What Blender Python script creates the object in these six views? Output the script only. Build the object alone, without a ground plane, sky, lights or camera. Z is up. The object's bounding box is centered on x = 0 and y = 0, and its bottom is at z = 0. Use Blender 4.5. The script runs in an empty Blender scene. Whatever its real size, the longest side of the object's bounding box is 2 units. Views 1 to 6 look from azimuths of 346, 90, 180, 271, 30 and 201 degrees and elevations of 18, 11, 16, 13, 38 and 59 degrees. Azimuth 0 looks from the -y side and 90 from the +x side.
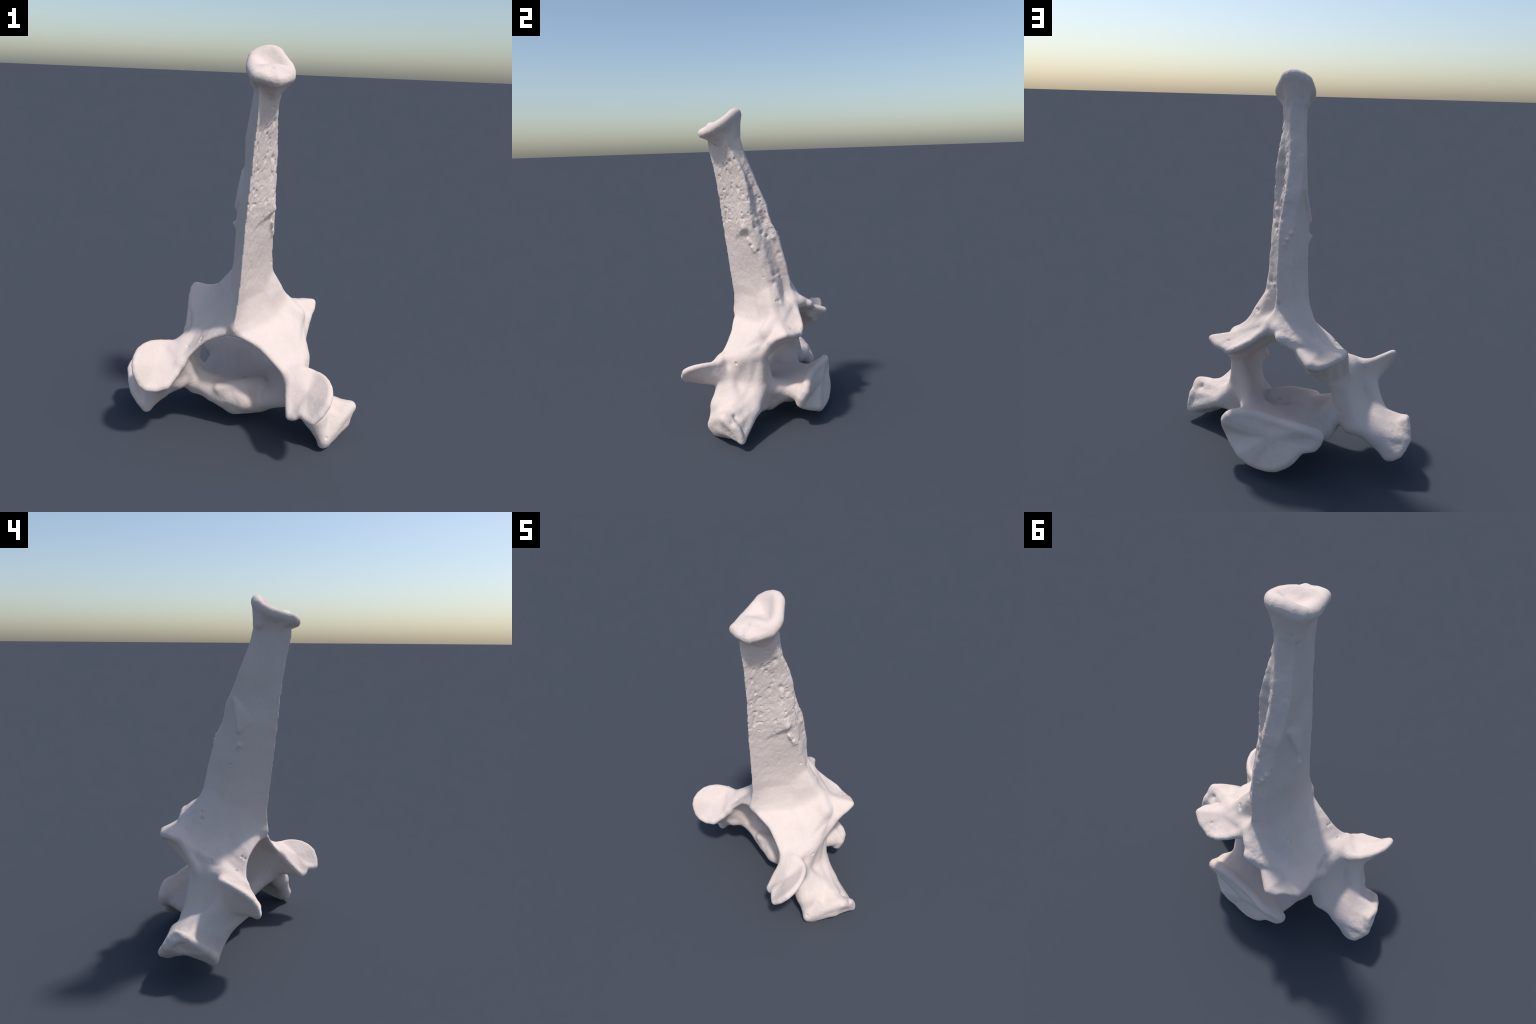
import bpy, math
import numpy as np
from mathutils import Vector, noise

# ---------------------------------------------------------------------------
# A dried vertebra with a tall neural spine.
# The bone is described by its skeleton: landmarks of each process (position in
# metres and half-thickness of the bone there), webbed into bony plates.  All
# plates are blended into one implicit surface, meshed as one smooth skin and
# then parted by anatomical region.
# ---------------------------------------------------------------------------
# landmark: x, y, z, half-thickness of the bone
LANDMARKS = {
    'arch_top': (-0.084, -0.132, 0.641, 0.012),
    'archP1': (-0.028, -0.154, 0.613, 0.012),
    'archP2': (0.045, -0.162, 0.564, 0.012),
    'archP3': (0.101, -0.189, 0.505, 0.013),
    'archP4': (0.178, -0.234, 0.427, 0.016),
    'roof': (0.000, 0.050, 0.709, 0.040),
    'roofP1': (0.115, 0.010, 0.628, 0.030),
    'roofP2': (0.220, -0.050, 0.545, 0.035),
    'roofP3': (0.273, -0.100, 0.453, 0.047),
    'crest': (0.073, 0.248, 0.759, 0.032),
    'backP1': (0.201, 0.155, 0.695, 0.035),
    'backP2': (0.299, 0.065, 0.626, 0.037),
    'backP3': (0.304, 0.023, 0.492, 0.030),
    'archM1': (-0.150, -0.084, 0.609, 0.012),
    'archM2': (-0.214, -0.051, 0.568, 0.011),
    'archM3': (-0.275, -0.032, 0.509, 0.011),
    'archM4': (-0.345, -0.034, 0.437, 0.015),
    'roofM1': (-0.100, 0.090, 0.625, 0.030),
    'roofM2': (-0.215, 0.100, 0.540, 0.030),
    'roofM3': (-0.307, 0.080, 0.472, 0.045),
    'backM1': (-0.030, 0.310, 0.700, 0.030),
    'backM2': (-0.150, 0.285, 0.620, 0.030),
    'backM3': (-0.210, 0.225, 0.567, 0.030),
    'backM4': (-0.237, 0.236, 0.447, 0.041),
    'pedP1': (0.227, -0.142, 0.254, 0.047),
    'pedP2': (0.245, -0.049, 0.251, 0.061),
    'pedP3': (0.239, 0.050, 0.251, 0.045),
    'pedM1': (-0.284, 0.099, 0.269, 0.041),
    'pedM2': (-0.284, 0.130, 0.281, 0.056),
    'pedM3': (-0.267, 0.214, 0.302, 0.047),
    'butM1': (0.001, 0.182, 0.827, 0.029),
    'butM2': (-0.083, 0.258, 0.722, 0.027),
    'butP1': (0.141, 0.102, 0.808, 0.023),
    'butP2': (0.237, 0.115, 0.693, 0.027),
    'wingP1': (0.126, 0.228, 0.753, 0.017),
    'wingP2': (0.216, 0.269, 0.688, 0.009),
    'wingP3': (0.331, 0.260, 0.623, 0.014),
    'wingP4': (0.428, 0.171, 0.649, 0.019),
    'wingP5': (0.369, 0.087, 0.588, 0.020),
    'wingPc': (0.281, 0.143, 0.645, 0.038),
    'facP1': (0.090, 0.179, 0.716, 0.018),
    'facP2': (0.175, 0.179, 0.651, 0.024),
    'facP3': (0.265, 0.140, 0.560, 0.018),
    'facP4': (0.326, 0.052, 0.511, 0.023),
    'wingM1': (0.077, 0.319, 0.748, 0.026),
    'wingM2': (0.071, 0.350, 0.736, 0.017),
    'wingM3': (-0.064, 0.450, 0.654, 0.017),
    'wingM4': (-0.141, 0.429, 0.642, 0.013),
    'wingM5': (-0.206, 0.426, 0.681, 0.022),
    'wingM6': (-0.241, 0.331, 0.659, 0.015),
    'wingMc': (-0.120, 0.344, 0.680, 0.029),
    'facM1': (-0.000, 0.330, 0.695, 0.016),
    'facM2': (-0.076, 0.381, 0.585, 0.009),
    'facM3': (-0.184, 0.257, 0.469, 0.017),
    'facM4': (-0.270, 0.228, 0.489, 0.024),
    'preP1': (0.152, -0.381, 0.291, 0.012),
    'preP2': (0.200, -0.409, 0.322, 0.013),
    'preP3': (0.239, -0.471, 0.315, 0.015),
    'preP4': (0.312, -0.456, 0.391, 0.015),
    'preP5': (0.346, -0.386, 0.433, 0.012),
    'preP6': (0.341, -0.309, 0.445, 0.009),
    'preP7': (0.309, -0.249, 0.439, 0.013),
    'preP8': (0.239, -0.226, 0.443, 0.020),
    'preP9': (0.180, -0.256, 0.411, 0.015),
    'prePc': (0.255, -0.341, 0.379, 0.016),
    'preProot': (0.260, -0.191, 0.320, 0.054),
    'preM1': (-0.423, -0.106, 0.356, 0.012),
    'preM2': (-0.523, -0.112, 0.351, 0.012),
    'preM3': (-0.565, -0.106, 0.409, 0.011),
    'preM4': (-0.577, -0.079, 0.470, 0.010),
    'preM5': (-0.551, -0.004, 0.512, 0.009),
    'preM6': (-0.487, 0.057, 0.515, 0.010),
    'preM7': (-0.394, 0.085, 0.485, 0.016),
    'preM8': (-0.346, -0.018, 0.442, 0.019),
    'preMc': (-0.475, -0.020, 0.435, 0.016),
    'preMroot': (-0.399, 0.054, 0.371, 0.057),
    'traP1': (0.250, -0.201, 0.280, 0.045),
    'traP2': (0.265, -0.100, 0.285, 0.050),
    'traP3': (0.305, 0.000, 0.270, 0.047),
    'traP4': (0.337, -0.244, 0.178, 0.050),
    'traP5': (0.399, -0.143, 0.191, 0.042),
    'traP6': (0.398, -0.032, 0.172, 0.034),
    'endP1': (0.378, -0.294, 0.070, 0.027),
    'endP2': (0.474, -0.239, 0.154, 0.024),
    'endP3': (0.553, -0.202, 0.190, 0.023),
    'endP4': (0.591, -0.124, 0.138, 0.016),
    'endP5': (0.594, -0.104, 0.066, 0.011),
    'endP6': (0.492, -0.139, 0.054, 0.027),
    'endP7': (0.395, -0.268, 0.015, 0.020),
    'endPc': (0.507, -0.205, 0.111, 0.044),
    'traM1': (-0.354, 0.038, 0.306, 0.046),
    'traM2': (-0.331, 0.150, 0.290, 0.055),
    'traM3': (-0.306, 0.276, 0.233, 0.041),
    'traM4': (-0.450, 0.099, 0.219, 0.046),
    'traM5': (-0.465, 0.205, 0.244, 0.044),
    'traM6': (-0.428, 0.317, 0.197, 0.040),
    'endM1': (-0.516, 0.121, 0.090, 0.019),
    'endM2': (-0.580, 0.151, 0.180, 0.024),
    'endM3': (-0.598, 0.251, 0.261, 0.014),
    'endM4': (-0.576, 0.309, 0.280, 0.016),
    'endM5': (-0.582, 0.356, 0.205, 0.016),
    'endM6': (-0.536, 0.392, 0.141, 0.015),
    'endM7': (-0.517, 0.264, 0.137, 0.013),
    'endMc': (-0.550, 0.260, 0.176, 0.034),
    'bodF1': (-0.251, 0.105, 0.215, 0.033),
    'bodF2': (-0.134, 0.076, 0.200, 0.061),
    'bodF3': (-0.020, 0.058, 0.154, 0.092),
    'bodF4': (0.099, 0.054, 0.139, 0.074),
    'bodF5': (0.201, 0.057, 0.128, 0.045),
    'bodW1': (-0.164, 0.235, 0.180, 0.054),
    'bodW2': (-0.080, 0.220, 0.179, 0.068),
    'bodW3': (0.033, 0.200, 0.151, 0.091),
    'bodW4': (0.134, 0.201, 0.187, 0.078),
    'bodW5': (0.202, 0.190, 0.213, 0.054),
    'bodC1': (-0.083, 0.419, 0.223, 0.031),
    'bodC2': (-0.030, 0.400, 0.235, 0.050),
    'bodC3': (0.070, 0.344, 0.226, 0.080),
    'bodC4': (0.170, 0.295, 0.235, 0.068),
    'bodC5': (0.283, 0.249, 0.224, 0.056),
    'rim1': (0.296, 0.308, 0.297, 0.019),
    'rim2': (0.340, 0.287, 0.247, 0.025),
    'rim3': (0.323, 0.262, 0.166, 0.025),
    'rim4': (0.254, 0.363, 0.104, 0.023),
    'rim5': (0.166, 0.393, 0.066, 0.025),
    'rim6': (0.078, 0.435, 0.086, 0.025),
    'rim7': (0.010, 0.457, 0.141, 0.022),
    'rim8': (-0.038, 0.453, 0.201, 0.021),
    'rim9': (-0.099, 0.460, 0.220, 0.022),
    'rim10': (-0.124, 0.458, 0.271, 0.023),
    'rim11': (-0.100, 0.455, 0.291, 0.021),
    'rim12': (-0.031, 0.447, 0.309, 0.019),
    'rim13': (0.069, 0.392, 0.306, 0.018),
    'rim14': (0.189, 0.343, 0.316, 0.019),
    'fossa': (0.100, 0.385, 0.210, 0.020),
    'wingM2b': (-0.007, 0.366, 0.692, 0.010),
    'endM6b': (-0.493, 0.371, 0.119, 0.022),
    'lipF': (0.023, -0.300, 1.853, 0.021),
    'lipFM': (-0.056, -0.282, 1.868, 0.022),
    'lipFP': (0.102, -0.233, 1.868, 0.017),
    'bodL': (0.004, -0.018, 0.179, 0.054),
    'facM1b': (-0.036, 0.350, 0.640, 0.018),
    'topL': (-0.129, 0.018, 0.239, 0.028),
    'topC': (0.002, 0.004, 0.252, 0.030),
    'topR': (0.102, 0.020, 0.241, 0.033),
    'nekL': (-0.013, -0.100, 1.840, 0.028),
    'nekC': (0.020, -0.092, 1.839, 0.029),
    'nekR': (0.049, -0.103, 1.841, 0.026),
    'tipF': (0.029, -0.242, 1.886, 0.026),
    'tipFM': (-0.040, -0.223, 1.881, 0.023),
    'tipXM': (-0.044, -0.157, 1.901, 0.021),
    'tipBM': (-0.023, -0.092, 1.943, 0.021),
    'tipB': (0.034, -0.084, 1.969, 0.021),
    'tipBP': (0.075, -0.105, 1.959, 0.024),
    'tipXP': (0.103, -0.175, 1.903, 0.025),
    'tipFP': (0.094, -0.223, 1.883, 0.023),
    'tipC': (0.041, -0.153, 1.893, 0.019),
    'tipN': (0.028, -0.155, 1.781, 0.029),
    'knob1': (0.108, -0.052, 1.192, 0.007),
    'knob2': (0.120, 0.000, 1.110, 0.010),
    'ledge1': (-0.064, 0.010, 1.250, 0.012),
    'ledge2': (-0.030, 0.040, 1.430, 0.008),
    'ledge3': (-0.052, -0.060, 1.310, 0.006),
    'ledge4': (-0.073, 0.008, 1.168, 0.012),
    'ledge5': (-0.050, 0.020, 1.150, 0.014),
}

# bony sheets: 'band' runs between two smooth rails, 'fan' fills a smooth closed rim
# around its centre, 'web' is a single triangle
SHEETS = [
    ('neural_arch', 'band', 'arch_top archP1 archP2 archP3 archP4', 'arch_top roof roofP1 roofP2 roofP3'),
    ('neural_arch', 'band', 'roof roofP1 roofP2 roofP3', 'crest backP1 backP2 backP3'),
    ('neural_arch', 'band', 'arch_top archM1 archM2 archM3 archM4', 'arch_top roof roofM1 roofM2 roofM3'),
    ('neural_arch', 'band', 'roof roofM1 roofM2 roofM3', 'backM1 backM2 backM3 backM4'),
    ('neural_arch', 'web', 'roof crest backM1', ''),
    ('neural_arch', 'band', 'archP4 roofP3 backP3', 'pedP1 pedP2 pedP3'),
    ('neural_arch', 'band', 'archM4 roofM3 backM4', 'pedM1 pedM2 pedM3'),
    ('neural_arch', 'web', 'butM1 butM2 crest', ''),
    ('neural_arch', 'web', 'butM2 backM2 wingMc', ''),
    ('neural_arch', 'web', 'butM1 butM2 roofM1', ''),
    ('neural_arch', 'web', 'butP1 butP2 roofP1', ''),
    ('neural_arch', 'web', 'butP1 butP2 backP1', ''),
    ('neural_arch', 'web', 'butP2 wingPc backP2', ''),
    ('caudal_articular_process', 'fan', 'wingP1 wingP2 wingP3 wingP4 wingP5 backP3 roofP2 backP1', 'wingPc'),
    ('caudal_articular_process', 'band', 'wingP1 wingP2 wingP3 wingP5', 'facP1 facP2 facP3 facP4'),
    ('caudal_articular_process.M', 'fan', 'wingM1 wingM2 wingM2b wingM3 wingM4 wingM5 wingM6 backM3 roofM1 crest', 'wingMc'),
    ('caudal_articular_process.M', 'band', 'wingM2 wingM2b wingM3 wingM4 wingM6', 'facM1 facM1b facM2 facM3 facM4'),
    ('cranial_articular_process', 'fan', 'preP1 preP2 preP3 preP4 preP5 preP6 preP7 preP8 preP9', 'prePc'),
    ('cranial_articular_process', 'fan', 'preP1 preP2 preP3 preP4 preP5 preP6 preP7 preP8 preP9', 'preProot'),
    ('cranial_articular_process.M', 'fan', 'preM1 preM2 preM3 preM4 preM5 preM6 preM7 preM8', 'preMc'),
    ('cranial_articular_process.M', 'fan', 'preM1 preM2 preM3 preM4 preM5 preM6 preM7 preM8', 'preMroot'),
    ('cranial_articular_process', 'web', 'preP8 preP9 archP4', ''),
    ('cranial_articular_process', 'web', 'preP8 archP4 roofP3', ''),
    ('cranial_articular_process', 'web', 'preProot roofP3 pedP1', ''),
    ('cranial_articular_process.M', 'web', 'preM7 preM8 archM4', ''),
    ('cranial_articular_process.M', 'web', 'preM7 archM4 roofM3', ''),
    ('cranial_articular_process.M', 'web', 'preMroot roofM3 pedM1', ''),
    ('transverse_process', 'band', 'traP1 traP2 traP3', 'traP4 traP5 traP6'),
    ('transverse_process', 'band', 'traP4 traP5 traP6', 'endP1 endP3 endP5'),
    ('transverse_process', 'fan', 'endP1 endP2 endP3 endP4 endP5 endP6 endP7', 'endPc'),
    ('transverse_process', 'band', 'pedP1 pedP2 pedP3', 'traP1 traP2 traP3'),
    ('neural_arch', 'band', 'archP4 roofP3 backP3', 'traP1 traP2 traP3'),
    ('neural_arch', 'band', 'archM4 roofM3 backM4', 'traM1 traM2 traM3'),
    ('transverse_process.M', 'band', 'traM1 traM2 traM3', 'traM4 traM5 traM6'),
    ('transverse_process.M', 'band', 'traM4 traM5 traM6', 'endM1 endM3 endM5'),
    ('transverse_process.M', 'fan', 'endM1 endM2 endM3 endM4 endM5 endM6 endM6b endM7', 'endMc'),
    ('transverse_process.M', 'band', 'traM4 traM5 traM6', 'endM1 endM7 endM6b'),
    ('transverse_process', 'band', 'traP4 traP5 traP6', 'endP7 endP6 endP5'),
    ('transverse_process.M', 'band', 'pedM1 pedM2 pedM3', 'traM1 traM2 traM3'),
    ('vertebral_body', 'band', 'bodF1 bodF2 bodF3 bodF4 bodF5', 'bodW1 bodW2 bodW3 bodW4 bodW5'),
    ('vertebral_body', 'band', 'bodW1 bodW2 bodW3 bodW4 bodW5', 'bodC1 bodC2 bodC3 bodC4 bodC5'),
    ('vertebral_body', 'fan', 'rim1 rim2 rim3 rim4 rim5 rim6 rim7 rim8 rim9 rim10 rim11 rim12 rim13 rim14', 'fossa'),
    ('vertebral_body', 'fan', 'rim1 rim2 rim3 rim4 rim5 rim6 rim7 rim8 rim9 rim10 rim11 rim12 rim13 rim14', 'bodC3'),
    ('vertebral_body', 'web', 'bodF1 pedM1 pedM2', ''),
    ('vertebral_body', 'web', 'bodF1 bodW1 pedM2', ''),
    ('vertebral_body', 'web', 'bodW1 pedM2 pedM3', ''),
    ('vertebral_body', 'web', 'bodF5 pedP1 pedP2', ''),
    ('vertebral_body', 'web', 'bodF5 bodW5 pedP2', ''),
    ('vertebral_body', 'web', 'bodW5 pedP2 pedP3', ''),
    ('vertebral_body', 'web', 'bodF2 pedM1 bodF1', ''),
    ('vertebral_body', 'web', 'bodF4 pedP1 bodF5', ''),
    ('vertebral_body', 'web', 'bodF4 pedP1 pedP2', ''),
    ('vertebral_body', 'web', 'bodF2 pedM1 pedM2', ''),
    ('vertebral_body', 'web', 'bodW4 bodW5 pedP3', ''),
    ('spinous_process', 'band', 'tipXM lipFM lipF lipFP tipXP', 'tipXM tipFM tipF tipFP tipXP'),
    ('spinous_process', 'web', 'lipF lipFM tipN', ''),
    ('spinous_process', 'web', 'lipF lipFP tipN', ''),
    ('vertebral_body', 'band', 'topL topC topR', 'bodF2 bodF3 bodF4'),
    ('vertebral_body', 'band', 'bodF2 bodL bodF4', 'topL topC topR'),
    ('spinous_process', 'band', 'tipBM tipB tipBP', 'nekL nekC nekR'),
    ('vertebral_body', 'web', 'bodF2 bodL bodF4', ''),
    ('vertebral_body', 'web', 'bodF3 bodL bodF4', ''),
    ('vertebral_body', 'web', 'bodF2 bodL bodF3', ''),
    ('transverse_process', 'web', 'bodF5 traP3 traP6', ''),
    ('spinous_process', 'fan', 'tipF tipFM tipXM tipBM tipB tipBP tipXP tipFP', 'tipC'),
    ('spinous_process', 'fan', 'tipF tipFM tipXM tipBM tipB tipBP tipXP tipFP', 'tipN'),
    ('spinous_process', 'web', 'knob1 knob2 knob2', ''),
    ('spinous_process', 'web', 'ledge1 ledge2 ledge3', ''),
    ('spinous_process', 'web', 'ledge4 ledge5 ledge5', ''),
    ('transverse_process.M', 'web', 'preMroot traM4 traM5', ''),
    ('transverse_process.M', 'web', 'preMroot traM1 traM4', ''),
    ('transverse_process.M', 'web', 'preMroot preM1 traM4', ''),
    ('transverse_process', 'web', 'preProot traP4 traP5', ''),
    ('transverse_process', 'web', 'preProot traP1 traP4', ''),
    ('caudal_articular_process.M', 'web', 'facM1 facM1b backM1', ''),
    ('caudal_articular_process.M', 'web', 'facM1b facM2 backM2', ''),
    ('caudal_articular_process.M', 'web', 'facM1b backM1 backM2', ''),
    ('caudal_articular_process.M', 'web', 'facM2 facM3 backM3', ''),
    ('caudal_articular_process.M', 'web', 'facM2 backM2 backM3', ''),
    ('caudal_articular_process.M', 'web', 'facM3 facM4 backM4', ''),
    ('caudal_articular_process.M', 'web', 'facM3 backM3 backM4', ''),
    ('caudal_articular_process', 'web', 'facP1 facP2 backP1', ''),
    ('caudal_articular_process', 'web', 'facP2 facP3 backP2', ''),
    ('caudal_articular_process', 'web', 'facP2 backP1 backP2', ''),
    ('caudal_articular_process', 'web', 'facP3 facP4 backP3', ''),
    ('transverse_process.M', 'web', 'traM6 endM5 endM6', ''),
    ('transverse_process.M', 'web', 'traM6 endM6 endM6b', ''),
]

# spinous process: four edges and a groove, height by height
SPINE_Z = np.array([0.675, 0.700, 0.800, 0.900, 1.000, 1.100, 1.200, 1.300, 1.400, 1.500, 1.600, 1.700, 1.800, 1.835])
SPINE_KEEL = np.array([(-0.092, -0.152), (-0.091, -0.160), (-0.081, -0.167), (-0.075, -0.181), (-0.071, -0.193), (-0.068, -0.202), (-0.065, -0.212), (-0.060, -0.223), (-0.055, -0.233), (-0.049, -0.246), (-0.046, -0.263), (-0.043, -0.279), (-0.043, -0.289), (-0.042, -0.284)])
SPINE_FLANGE = np.array([(0.165, 0.070), (0.175, 0.080), (0.178, 0.085), (0.156, 0.075), (0.135, 0.043), (0.131, 0.017), (0.132, 0.003), (0.126, -0.018), (0.123, -0.025), (0.122, -0.030), (0.110, -0.060), (0.093, -0.112), (0.094, -0.150), (0.095, -0.155)])
SPINE_BACK_RIGHT = np.array([(0.100, 0.220), (0.100, 0.236), (0.101, 0.233), (0.101, 0.224), (0.102, 0.204), (0.101, 0.182), (0.099, 0.155), (0.090, 0.109), (0.072, 0.085), (0.058, 0.042), (0.055, 0.006), (0.056, -0.037), (0.052, -0.062), (0.050, -0.072)])
SPINE_BACK_LEFT = np.array([(-0.050, 0.250), (-0.045, 0.255), (-0.022, 0.245), (0.000, 0.219), (0.016, 0.198), (0.020, 0.176), (0.020, 0.148), (0.008, 0.103), (-0.010, 0.085), (-0.024, 0.042), (-0.031, 0.009), (-0.024, -0.032), (-0.016, -0.062), (-0.012, -0.072)])
SPINE_LEFT = np.array([(-0.090, 0.120), (-0.085, 0.120), (-0.068, 0.110), (-0.060, 0.090), (-0.057, 0.065), (-0.058, 0.045), (-0.060, 0.020), (-0.056, 0.000), (-0.038, -0.030), (-0.034, -0.050), (-0.034, -0.070), (-0.026, -0.120), (-0.024, -0.140), (-0.024, -0.140)])
SPINE_GROOVE = np.array([0.000, 0.010, 0.026, 0.026, 0.022, 0.020, 0.016, 0.018, 0.022, 0.022, 0.018, 0.008, 0.000, 0.000])
GROOVE_PLACE = np.array([0.700, 0.700, 0.700, 0.700, 0.680, 0.640, 0.550, 0.450, 0.400, 0.400, 0.400, 0.400, 0.400, 0.400])
SWELL_Z = np.array([0.600, 0.700, 0.800, 0.900, 1.000, 1.100, 1.203, 1.228, 1.300, 1.400, 1.500, 1.600, 1.860])
SPINE_SWELL = np.array([0.004, 0.004, 0.004, 0.004, 0.004, 0.004, 0.003, 0.028, 0.023, 0.014, 0.008, 0.005, 0.004])


BLEND = 0.008          # fillet size between plates
SMOOTH = 2             # curve pieces between landmarks
STEP = 0.006           # meshing step
LO = np.array([-0.74, -0.60, -0.06])
HI = np.array([0.76, 0.60, 2.06])

BONE_A = (0.69, 0.58, 0.53)
BONE_B = (0.73, 0.625, 0.57)
BONE_GRAIN = (0.61, 0.515, 0.46)
BONE_DIRT = (0.40, 0.33, 0.27)

ROUGH_SPOTS = [((0.50, -0.16, 0.10), 0.11), ((-0.56, 0.30, 0.18), 0.11), ((0.02, -0.28, 1.86), 0.08), ((0.04, 0.35, 0.74), 0.08), ((0.33, 0.27, 0.62), 0.08)]
VESSEL_HOLES = [
    ((0.111, -0.064, 1.262), 0.020, -0.010),
    ((-0.106, 0.222, 0.744), 0.010, 0.012),
    ((-0.228, 0.203, 0.604), 0.011, 0.006),
    ((-0.267, 0.156, 0.551), 0.009, 0.006),
    ((-0.302, 0.012, 0.508), 0.007, 0.007),
    ((-0.243, -0.033, 0.556), 0.008, 0.007),
    ((0.143, -0.318, 0.347), 0.007, 0.007),
    ((0.182, -0.258, 0.300), 0.008, 0.007),
    ((0.323, -0.137, 0.441), 0.008, 0.008),
    ((-0.055, 0.061, 1.056), 0.006, 0.008),
    ((-0.005, 0.114, 0.249), 0.020, 0.012),
    ((0.028, 0.099, 0.245), 0.018, 0.018),
    ((0.085, 0.228, 0.872), 0.009, 0.010),
    ((-0.233, -0.015, 0.564), 0.007, 0.007),
    ((-0.089, 0.225, 0.781), 0.008, 0.008),
    ((-0.056, -0.212, 1.311), 0.007, 0.010),
    ((0.101, -0.074, 1.353), 0.006, 0.009),
    ((-0.021, -0.176, 1.371), 0.010, 0.006),
    ((-0.016, -0.189, 1.494), 0.007, 0.008),
    ((0.084, -0.095, 1.506), 0.013, 0.010),
    ((0.106, -0.058, 1.470), 0.008, 0.006),
    ((0.073, -0.137, 1.674), 0.016, 0.010),
    ((-0.074, 0.009, 1.155), 0.008, 0.006),
    ((0.337, 0.211, 0.658), 0.007, 0.005),
    ((-0.246, 0.286, 0.309), 0.012, 0.006),
    ((0.138, 0.048, 0.943), 0.006, 0.006),
    ((0.203, 0.127, 0.802), 0.006, 0.006),
    ((0.382, -0.319, 0.095), 0.007, 0.005),
    ((0.594, -0.159, 0.182), 0.020, 0.012),
    ((0.534, -0.142, 0.192), 0.016, 0.012),
    ((0.034, 0.144, 1.213), 0.012, -0.010),
    ((0.052, 0.156, 1.184), 0.013, -0.009),
    ((0.067, 0.163, 1.160), 0.010, -0.006),
    ((0.106, 0.018, 1.305), 0.014, -0.008),
    ((0.079, 0.116, 1.283), 0.012, 0.006),
    ((0.088, 0.063, 1.286), 0.011, 0.008),
    ((0.092, -0.031, 1.557), 0.020, 0.008),
    ((0.085, -0.013, 1.494), 0.020, 0.010),
    ((0.084, 0.005, 1.434), 0.018, 0.007),
    ((0.100, 0.120, 1.191), 0.014, -0.008),
    ((0.101, 0.081, 1.200), 0.012, 0.012),
    ((0.110, 0.049, 1.226), 0.013, 0.011),
    ((0.121, 0.009, 1.263), 0.012, 0.007),
    ((0.087, 0.069, 1.307), 0.015, 0.010),
    ((0.078, -0.007, 1.503), 0.008, 0.008),
    ((0.122, -0.021, 1.149), 0.009, 0.010),
    ((0.135, 0.024, 1.113), 0.010, 0.008),
    ((0.102, 0.155, 1.089), 0.014, 0.008),
    ((0.131, 0.120, 0.956), 0.014, 0.009),
    ((0.151, 0.120, 0.909), 0.018, 0.010),
    ((0.130, 0.166, 0.834), 0.018, 0.010),
    ((0.194, 0.144, 0.801), 0.014, 0.008),
    ((0.110, 0.144, 0.944), 0.010, -0.006),
    ((0.086, 0.039, 1.365), 0.020, -0.006),
]

def spline(C, closed, n):
    """Catmull-Rom curve through landmarks (position and thickness together)"""
    k = len(C); out = []
    for i in range(k if closed else k - 1):
        g = lambda j: C[j % k] if closed else (C[j] if 0 <= j < k else (2 * C[0] - C[1] if j < 0 else 2 * C[-1] - C[-2]))
        a, b, c, d = g(i - 1), g(i), g(i + 1), g(i + 2)
        for t in np.arange(n) / n:
            out.append(0.5 * (2 * b + (c - a) * t + (2 * a - 5 * b + 4 * c - d) * t * t + (3 * b - a - 3 * c + d) * t ** 3))
    if not closed:
        out.append(C[-1])
    return np.array(out)


def sheet_plates():
    """the triangles of each bony sheet"""
    for part, kind, a, b in SHEETS:
        A = np.array([LANDMARKS[n] for n in a.split()])
        B = np.array([LANDMARKS[n] for n in b.split()])
        if kind == 'web':
            yield part, [A]
        elif kind == 'fan':
            R = spline(A, True, SMOOTH)
            yield part, [[R[i], R[(i + 1) % len(R)], B[0]] for i in range(len(R))]
        else:
            R, Q = spline(A, False, SMOOTH), spline(B, False, SMOOTH)
            yield part, [t for i in range(len(R) - 1) for t in ([R[i], R[i + 1], Q[i]], [R[i + 1], Q[i + 1], Q[i]])]


def plate_distance(p, X, R):
    """distance to a triangular plate whose half-thickness varies from corner to corner"""
    a, b, c = X
    ab = b - a; ac = c - a
    ap = p - a; bp = p - b; cp = p - c
    d1 = ap @ ab; d2 = ap @ ac; d3 = bp @ ab; d4 = bp @ ac; d5 = cp @ ab; d6 = cp @ ac
    vc = d1 * d4 - d3 * d2; vb = d5 * d2 - d1 * d6; va = d3 * d6 - d5 * d4
    e = 1e-12
    z = np.zeros_like(d1); o = z + 1
    t1 = d1 / (d1 - d3 + e * np.where(d1 - d3 >= 0, 1, -1))
    t2 = d2 / (d2 - d6 + e * np.where(d2 - d6 >= 0, 1, -1))
    t3 = (d4 - d3) / ((d4 - d3) + (d5 - d6) + e)
    s = va + vb + vc; s = np.where(np.abs(s) < 1e-20, 1e-20, s)
    cond = [(d1 <= 0) & (d2 <= 0), (d3 >= 0) & (d4 <= d3), (vc <= 0) & (d1 >= 0) & (d3 <= 0),
            (d6 >= 0) & (d5 <= d6), (vb <= 0) & (d2 >= 0) & (d6 <= 0), (va <= 0) & (d4 >= d3) & (d5 >= d6)]
    w0 = np.select(cond, [o, z, 1 - t1, z, 1 - t2, z], va / s)
    w1 = np.select(cond, [z, o, t1, z, z, 1 - t3], vb / s)
    w2 = 1 - w0 - w1
    W = np.stack([w0, w1, w2], 1)
    return np.linalg.norm(p - W @ X, axis=1) - W @ R


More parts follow.
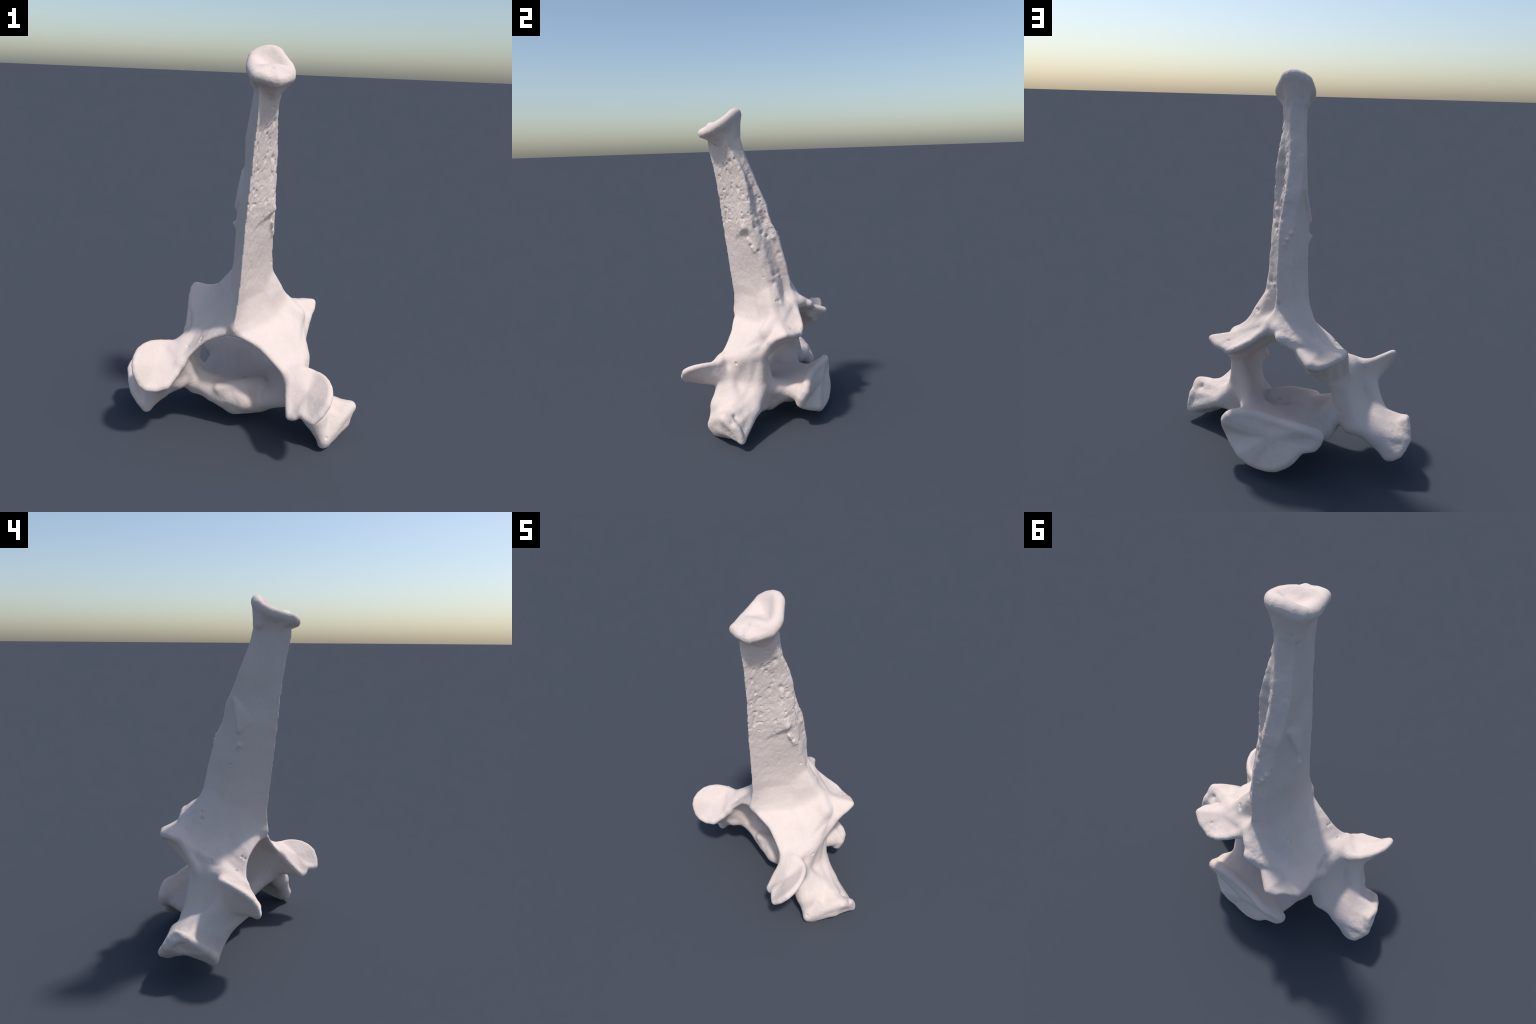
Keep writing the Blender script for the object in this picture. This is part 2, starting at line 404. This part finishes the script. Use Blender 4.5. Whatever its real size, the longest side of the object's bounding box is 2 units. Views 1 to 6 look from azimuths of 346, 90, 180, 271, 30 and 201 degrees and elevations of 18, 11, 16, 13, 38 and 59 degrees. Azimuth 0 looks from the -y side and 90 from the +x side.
def smooth_table(z,zs,v):
    i=np.clip(np.searchsorted(zs,z)-1,0,len(zs)-2); h=zs[i+1]-zs[i]; t=(z-zs[i])/h
    m=np.gradient(v,zs)
    return (1+2*t)*(1-t)**2*v[i]+t*(1-t)**2*h*m[i]+t*t*(3-2*t)*v[i+1]+t*t*(t-1)*h*m[i+1]
def spine_sections(z,zs):
    f=lambda A:np.stack([smooth_table(z,SPINE_Z,A[:,i]) for i in (0,1)],-1)
    k,e,p,m,b=f(SPINE_KEEL),f(SPINE_FLANGE),f(SPINE_BACK_RIGHT),f(SPINE_BACK_LEFT),f(SPINE_LEFT); g=np.interp(z,SPINE_Z,SPINE_GROOVE)[:,None];gf=np.interp(z,SPINE_Z,GROOVE_PLACE)[:,None]; a=np.interp(zs,SWELL_Z,SPINE_SWELL)[:,None]
    c=(k+e+p+m)/4
    def nrm(u,v):
        t=v-u;n=np.stack([-t[:,1],t[:,0]],-1);n/=np.linalg.norm(n,axis=1)[:,None]+1e-9
        return t,n*np.sign(((c-u)*n).sum(1))[:,None]
    t,n=nrm(e,p); t2,n2=nrm(k,e)
    low=np.clip((1.2-z)/.15,0,1)[:,None]
    hol=.012*np.clip((z-.70)/.1,0,1)*np.clip((1.80-z)/.15,0,1)
    return [k,k+.30*t2+hol[:,None]*n2,k+.78*t2-a*n2,e,e+.45*gf*t-.014*low*n,e+gf*t+n*g,p,m,b]
def spine_distance(P):
    z=np.clip(P[:,2],SPINE_Z[0],SPINE_Z[-1]); poly=spine_sections(z,np.clip(P[:,2]-.5*(P[:,0]-.07),SWELL_Z[0],SWELL_Z[-1])); q=P[:,:2]
    d=np.full(len(q),1e9); s=np.ones(len(q)); n=len(poly)
    for i in range(n):
        a=poly[i];b=poly[i-1];e=b-a;w=q-a
        t=np.clip((w*e).sum(1)/((e*e).sum(1)+1e-12),0,1)
        dd=w-e*t[:,None]; d=np.minimum(d,(dd**2).sum(1))
        c1=q[:,1]>=a[:,1];c2=q[:,1]<b[:,1];c3=e[:,0]*w[:,1]>e[:,1]*w[:,0]
        al=(c1&c2&c3)|(~c1&~c2&~c3); s=np.where(al,-s,s)
    sd=s*np.sqrt(d)*.97
    dz=np.maximum(P[:,2]-SPINE_Z[-1],SPINE_Z[0]-P[:,2])
    return np.where(dz>0,np.hypot(np.maximum(sd,0),dz),sd)


def hash_noise(P, seed):
    """smooth value noise in -1..1"""
    i = np.floor(P).astype(np.int64)
    f = P - i
    f = f * f * (3 - 2 * f)
    out = np.zeros(len(P))
    for dx in (0, 1):
        for dy in (0, 1):
            for dz in (0, 1):
                h = (i[:, 0] + dx) * 374761393 + (i[:, 1] + dy) * 668265263 + (i[:, 2] + dz) * 2147483647 + seed * 974634
                h = (h ^ (h >> 13)) * 1274126177
                h = ((h ^ (h >> 16)) & 0xFFFF) / 32767.5 - 1
                w = (f[:, 0] if dx else 1 - f[:, 0]) * (f[:, 1] if dy else 1 - f[:, 1]) * (f[:, 2] if dz else 1 - f[:, 2])
                out += w * h
    return out


def fractal(P, scale, octaves, seed):
    v = 0; a = 1.0; t = 0
    for o in range(octaves):
        v = v + a * hash_noise(P * (2.03 ** o / scale) + 7.3 * o, seed + o)
        t += a; a *= 0.55
    return v / t


def surface_relief(verts, normals):
    """bone relief in metres: pores and streaks on the right face of the spine, ragged groove,
    rough rims, and vessel holes"""
    z = verts[:, 2]
    ramp = lambda x, a, b: np.clip((x - a) / (b - a), 0, 1)
    tall = ramp(z, 0.80, 0.98) * ramp(-z, -1.84, -1.72)
    front = tall * ramp(normals @ np.array([0.75, -0.66, 0.0]), 0.25, 0.6)
    back = tall * ramp(normals @ np.array([0.80, 0.60, 0.0]), 0.2, 0.6)
    # streaked coordinates: fibres run down and forward across the right face
    along = verts @ np.array([0.2, 0.2, 0.96])
    S = np.stack([verts @ np.array([0.66, 0.55, -0.45]), verts @ np.array([0.6, -0.75, 0.0]), along * 0.7], 1)
    upper = ramp(z, 1.12, 1.3)
    r = 0.0020 * fractal(verts, 0.045, 4, 3) + 0.0030 * fractal(verts, 0.12, 2, 5)
    streak = fractal(S, 0.018, 3, 11)
    r += front * (0.0010 + 0.0014 * upper) * streak
    r += front * 0.0035 * upper * fractal(verts, 0.085, 2, 61)
    pit = ramp(fractal(verts, 0.026, 2, 23), 0.25, 0.7)
    r -= front * (0.0012 + 0.0040 * upper) * pit
    r += back * (0.0075 * fractal(verts * np.array([1, 1, 0.6]), 0.07, 3, 31) - 0.004 * ramp(fractal(verts, 0.05, 2, 37), 0.15, 0.6))
    # rough ends of the transverse processes and rim of the spine top
    ends = np.zeros(len(verts))
    for c, R in ROUGH_SPOTS:
        ends = np.maximum(ends, np.exp(-((verts - np.array(c)) ** 2).sum(1) / R ** 2))
    r += ends * 0.0045 * fractal(verts, 0.032, 3, 41)
    for c, R, depth in VESSEL_HOLES:
        r -= depth * np.exp(-((verts - np.array(c)) ** 2).sum(1) / R ** 2)
    return r


def bone_material():
    m = bpy.data.materials.new('bone')
    m.use_nodes = True
    nt = m.node_tree; N = nt.nodes; L = nt.links
    b = N['Principled BSDF']
    co = N.new('ShaderNodeTexCoord')

    def noise_at(scale, detail, rough=0.55):
        n = N.new('ShaderNodeTexNoise')
        n.inputs['Scale'].default_value = scale
        n.inputs['Detail'].default_value = detail
        n.inputs['Roughness'].default_value = rough
        L.new(co.outputs['Object'], n.inputs['Vector'])
        return n.outputs['Fac']

    def ramp(fac, stops):
        n = N.new('ShaderNodeValToRGB')
        e = n.color_ramp.elements
        while len(e) < len(stops):
            e.new(0.5)
        for el, (p, c) in zip(e, stops):
            el.position = p; el.color = (*c, 1)
        L.new(fac, n.inputs['Fac'])
        return n.outputs['Color']

    def mix(fac, a, c):
        n = N.new('ShaderNodeMix'); n.data_type = 'RGBA'
        L.new(fac, n.inputs['Factor'])
        L.new(a, n.inputs['A']); L.new(c, n.inputs['B'])
        return n.outputs['Result']

    base = ramp(noise_at(5.0, 4), [(0.3, BONE_A), (0.7, BONE_B)])
    fine = ramp(noise_at(70.0, 5, 0.6), [(0.35, BONE_GRAIN), (0.62, BONE_A)])
    blend = N.new('ShaderNodeMath'); blend.operation = 'MULTIPLY'; blend.inputs[1].default_value = 0.45
    L.new(noise_at(11.0, 2), blend.inputs[0])
    col = mix(blend.outputs[0], base, fine)
    # sparse brown specks in pores
    speck = ramp(noise_at(26.0, 3, 0.5), [(0.70, (0, 0, 0)), (0.80, (0.5, 0.5, 0.5))])
    dirt = N.new('ShaderNodeRGB'); dirt.outputs[0].default_value = (*BONE_DIRT, 1)
    col = mix(speck, col, dirt.outputs[0])
    L.new(col, b.inputs['Base Color'])
    b.inputs['Roughness'].default_value = 0.75
    b.inputs['Specular IOR Level'].default_value = 0.2
    bump = N.new('ShaderNodeBump')
    bump.inputs['Strength'].default_value = 0.35
    bump.inputs['Distance'].default_value = 0.004
    L.new(noise_at(130.0, 6, 0.6), bump.inputs['Height'])
    L.new(bump.outputs['Normal'], b.inputs['Normal'])
    return m


# ------------------------------------------------------------------ field
dims = np.ceil((HI - LO) / STEP).astype(int) + 1
axes = [(LO[i] + STEP * np.arange(dims[i])).astype(np.float64) for i in range(3)]
total = np.zeros(dims, np.float32)          # sum of exp(-d / BLEND)
best = np.full(dims, 1e9, np.float32)
owner = np.full(dims, -1, np.int8)


def block(lo, hi, pad):
    a = np.clip(np.floor((np.asarray(lo) - pad - LO) / STEP).astype(int), 0, dims - 1)
    b = np.clip(np.ceil((np.asarray(hi) + pad - LO) / STEP).astype(int) + 1, 1, dims)
    sl = tuple(slice(int(p), int(q)) for p, q in zip(a, b))
    g = np.meshgrid(*[axes[i][sl[i]] for i in range(3)], indexing='ij')
    return sl, np.stack([c.ravel() for c in g], 1)


def deposit(sl, d, part):
    shape = total[sl].shape
    d = d.reshape(shape).astype(np.float32)
    total[sl] += np.exp(-np.clip(d, -0.3, 0.5) / BLEND)
    b = best[sl]
    m = d < b
    b[m] = d[m]
    owner[sl][m] = part


PARTS = list(dict.fromkeys([sh[0] for sh in SHEETS]))
for part, plates in sheet_plates():
    E = np.array(plates, float)
    E[..., 3] = np.maximum(E[..., 3], 0.006)
    pts = E.reshape(-1, 4)
    sl, P = block(pts[:, :3].min(0), pts[:, :3].max(0), pts[:, 3].max() + 0.03)
    d = np.full(len(P), 0.2)
    for X in E:                                  # only the neighbourhood of each plate
        c = X[:, :3].mean(0)
        R = np.linalg.norm(X[:, :3] - c, axis=1).max() + X[:, 3].max() + 0.035
        m = np.flatnonzero(((P - c) ** 2).sum(1) < R * R)
        if len(m):
            d[m] = np.minimum(d[m], plate_distance(P[m], X[:, :3], X[:, 3]))
    deposit(sl, d, PARTS.index(part))
field = np.where(total > 1e-12, -BLEND * np.log(np.maximum(total, 1e-12)), 0.2).astype(np.float32)

# the spine flows into the arch with a wide fillet at its foot
rim = np.concatenate([SPINE_KEEL, SPINE_FLANGE, SPINE_BACK_RIGHT, SPINE_BACK_LEFT])
sl, P = block([*rim.min(0), SPINE_Z[0]], [*rim.max(0), SPINE_Z[-1]], 0.08)
s = spine_distance(P).reshape(field[sl].shape).astype(np.float32)
k = np.interp(axes[2][sl[2]], [0.62, 0.78, 1.02], [0.07, 0.10, 0.012])[None, None, :].astype(np.float32)
f = field[sl]
h = np.clip(0.5 + 0.5 * (s - f) / k, 0, 1)
owner[sl][s < f] = PARTS.index('spinous_process')
field[sl] = s * (1 - h) + f * h - k * h * (1 - h)


def soften(f, n):
    for _ in range(n):
        for ax in range(3):
            f = f.copy()
            s0 = [slice(None)] * 3; s1 = [slice(None)] * 3; s2 = [slice(None)] * 3
            s0[ax] = slice(0, -2); s1[ax] = slice(1, -1); s2[ax] = slice(2, None)
            f[tuple(s1)] = 0.25 * f[tuple(s0)] + 0.5 * f[tuple(s1)] + 0.25 * f[tuple(s2)]
    return f


field = soften(np.clip(field, -0.06, 0.06), 2) - 0.0010   # smoothing wears edges down
field[np.abs(field) < 1e-7] = 1e-7


# ------------------------------------------------------------------ skin (surface nets)
def skin(f):
    inside = f < 0
    c = np.zeros(tuple(n - 1 for n in f.shape), np.int8)
    for dx in (0, 1):
        for dy in (0, 1):
            for dz in (0, 1):
                c += inside[dx:f.shape[0] - 1 + dx, dy:f.shape[1] - 1 + dy, dz:f.shape[2] - 1 + dz]
    cells = np.argwhere((c > 0) & (c < 8))
    index = np.full(c.shape, -1, np.int32)
    index[tuple(cells.T)] = np.arange(len(cells))
    pos = np.zeros((len(cells), 3)); cnt = np.zeros(len(cells))
    corner = [(a, b, d) for a in (0, 1) for b in (0, 1) for d in (0, 1)]
    for a in corner:
        for ax in range(3):
            if a[ax]:
                continue
            b = list(a); b[ax] = 1
            fa = f[tuple((cells + a).T)].astype(float); fb = f[tuple((cells + b).T)].astype(float)
            m = (fa < 0) != (fb < 0)
            t = np.where(m, fa / np.where(m, fa - fb, 1), 0)
            p = cells + np.array(a, float)
            p[:, ax] += t
            pos[m] += p[m]; cnt[m] += 1
    pos = LO + STEP * pos / cnt[:, None]
    quads = []
    for ax in range(3):
        u, v = [(1, 2), (2, 0), (0, 1)][ax]
        s0 = [slice(None)] * 3; s1 = [slice(None)] * 3
        s0[ax] = slice(0, -1); s1[ax] = slice(1, None)
        A, Bm = inside[tuple(s0)], inside[tuple(s1)]
        e = np.argwhere(A != Bm)
        e = e[(e[:, u] > 0) & (e[:, v] > 0)]
        flip = A[tuple(e.T)]
        ring = []
        for du, dv in ((-1, -1), (0, -1), (0, 0), (-1, 0)):
            q = e.copy(); q[:, u] += du; q[:, v] += dv
            ring.append(index[tuple(q.T)])
        ring = np.stack(ring, 1)
        ring[~flip] = ring[~flip][:, ::-1]
        quads.append(ring)
    return pos, np.concatenate(quads)


verts, quads = skin(field)
near = np.clip(np.round((verts - LO) / STEP).astype(int), 0, dims - 1)
vert_owner = owner[tuple(near.T)]

# keep only the largest connected piece (drops any stray specks)
label = np.arange(len(verts))
while True:
    m = label[quads].min(1)
    new = label.copy()
    for i in range(4):
        np.minimum.at(new, quads[:, i], m)
    new = new[new]
    if (new == label).all():
        break
    label = new
ids, n = np.unique(label, return_counts=True)
main = ids[n.argmax()]
keep = label == main
remap = np.cumsum(keep) - 1
quads = remap[quads[keep[quads[:, 0]]]]
verts = verts[keep]; vert_owner = vert_owner[keep]


def shading_normals(verts, quads):
    a = verts[quads[:, 2]] - verts[quads[:, 0]]; b = verts[quads[:, 3]] - verts[quads[:, 1]]
    fn = np.cross(a, b)
    vn = np.zeros_like(verts)
    for c in range(3):
        vn[:, c] = sum(np.bincount(quads[:, i], fn[:, c], minlength=len(verts)) for i in range(4))
    return vn / (np.linalg.norm(vn, axis=1)[:, None] + 1e-12)



# ------------------------------------------------------------------ finer skin for the relief
def refine(verts, quads, owner):
    """split every quad in four, then relax"""
    n = len(verts)
    e = np.sort(np.stack([quads, np.roll(quads, -1, 1)], 2).reshape(-1, 2), 1).astype(np.int64)
    key, first, inv = np.unique(e[:, 0] * n + e[:, 1], return_index=True, return_inverse=True)
    e = e[first]
    mid = n + inv.reshape(-1, 4)
    cen = n + len(e) + np.arange(len(quads))
    V = np.concatenate([verts, verts[e].mean(1), verts[quads].mean(1)])
    O = np.concatenate([owner, owner[e[:, 0]], owner[quads[:, 0]]])
    Q = np.concatenate([np.stack([quads[:, i], mid[:, i], cen, mid[:, i - 1]], 1) for i in range(4)])
    return V, Q, O


def relax(verts, quads, n, w=0.5):
    idx = np.concatenate([quads[:, i] for i in range(4)])
    nxt = np.concatenate([quads[:, (i + 1) % 4] for i in range(4)])
    cnt = np.bincount(idx, minlength=len(verts))[:, None]
    for _ in range(n):
        avg = np.stack([np.bincount(idx, verts[nxt, c], minlength=len(verts)) for c in range(3)], 1) / cnt
        verts = verts + w * (avg - verts)
    return verts


face_owner = np.sort(vert_owner[quads], 1)
face_part = np.where(face_owner[:, 1] == face_owner[:, 2], face_owner[:, 1], face_owner[:, 0])
verts, quads, vert_owner = refine(verts, quads, vert_owner)
face_part = np.tile(face_part, 4)
verts = relax(verts, quads, 2)
normals = shading_normals(verts, quads)

# ------------------------------------------------------------------ relief
relief = surface_relief(verts, normals)
verts = verts + normals * relief[:, None]
# the two feet rest flat on the ground
low = verts[:, 2].min()
if low < 0.001:
    f = verts[:, 2] < 0.05
    verts[f, 2] = 0.05 - (0.05 - verts[f, 2]) * 0.049 / (0.05 - low)
normals = shading_normals(verts, quads)

# ------------------------------------------------------------------ material
bone = bone_material()

# ------------------------------------------------------------------ objects
root = bpy.data.objects.new('vertebra', None)
bpy.context.scene.collection.objects.link(root)
root['label'] = 'bleached white animal vertebra with a tall rough spinous process'
root['category'] = 'bone'
for k, part in enumerate(PARTS):
    sel = quads[face_part == k]
    if not len(sel):
        continue
    used, inv = np.unique(sel, return_inverse=True)
    sel = inv.reshape(sel.shape)
    name = part.split('.')[0]
    me = bpy.data.meshes.new(name)
    me.from_pydata(verts[used].tolist(), [], sel.tolist())
    me.polygons.foreach_set('use_smooth', np.ones(len(sel), bool))
    me.normals_split_custom_set_from_vertices(normals[used].tolist())
    me.materials.append(bone)
    ob = bpy.data.objects.new(name, me)
    bpy.context.scene.collection.objects.link(ob)
    ob.parent = root
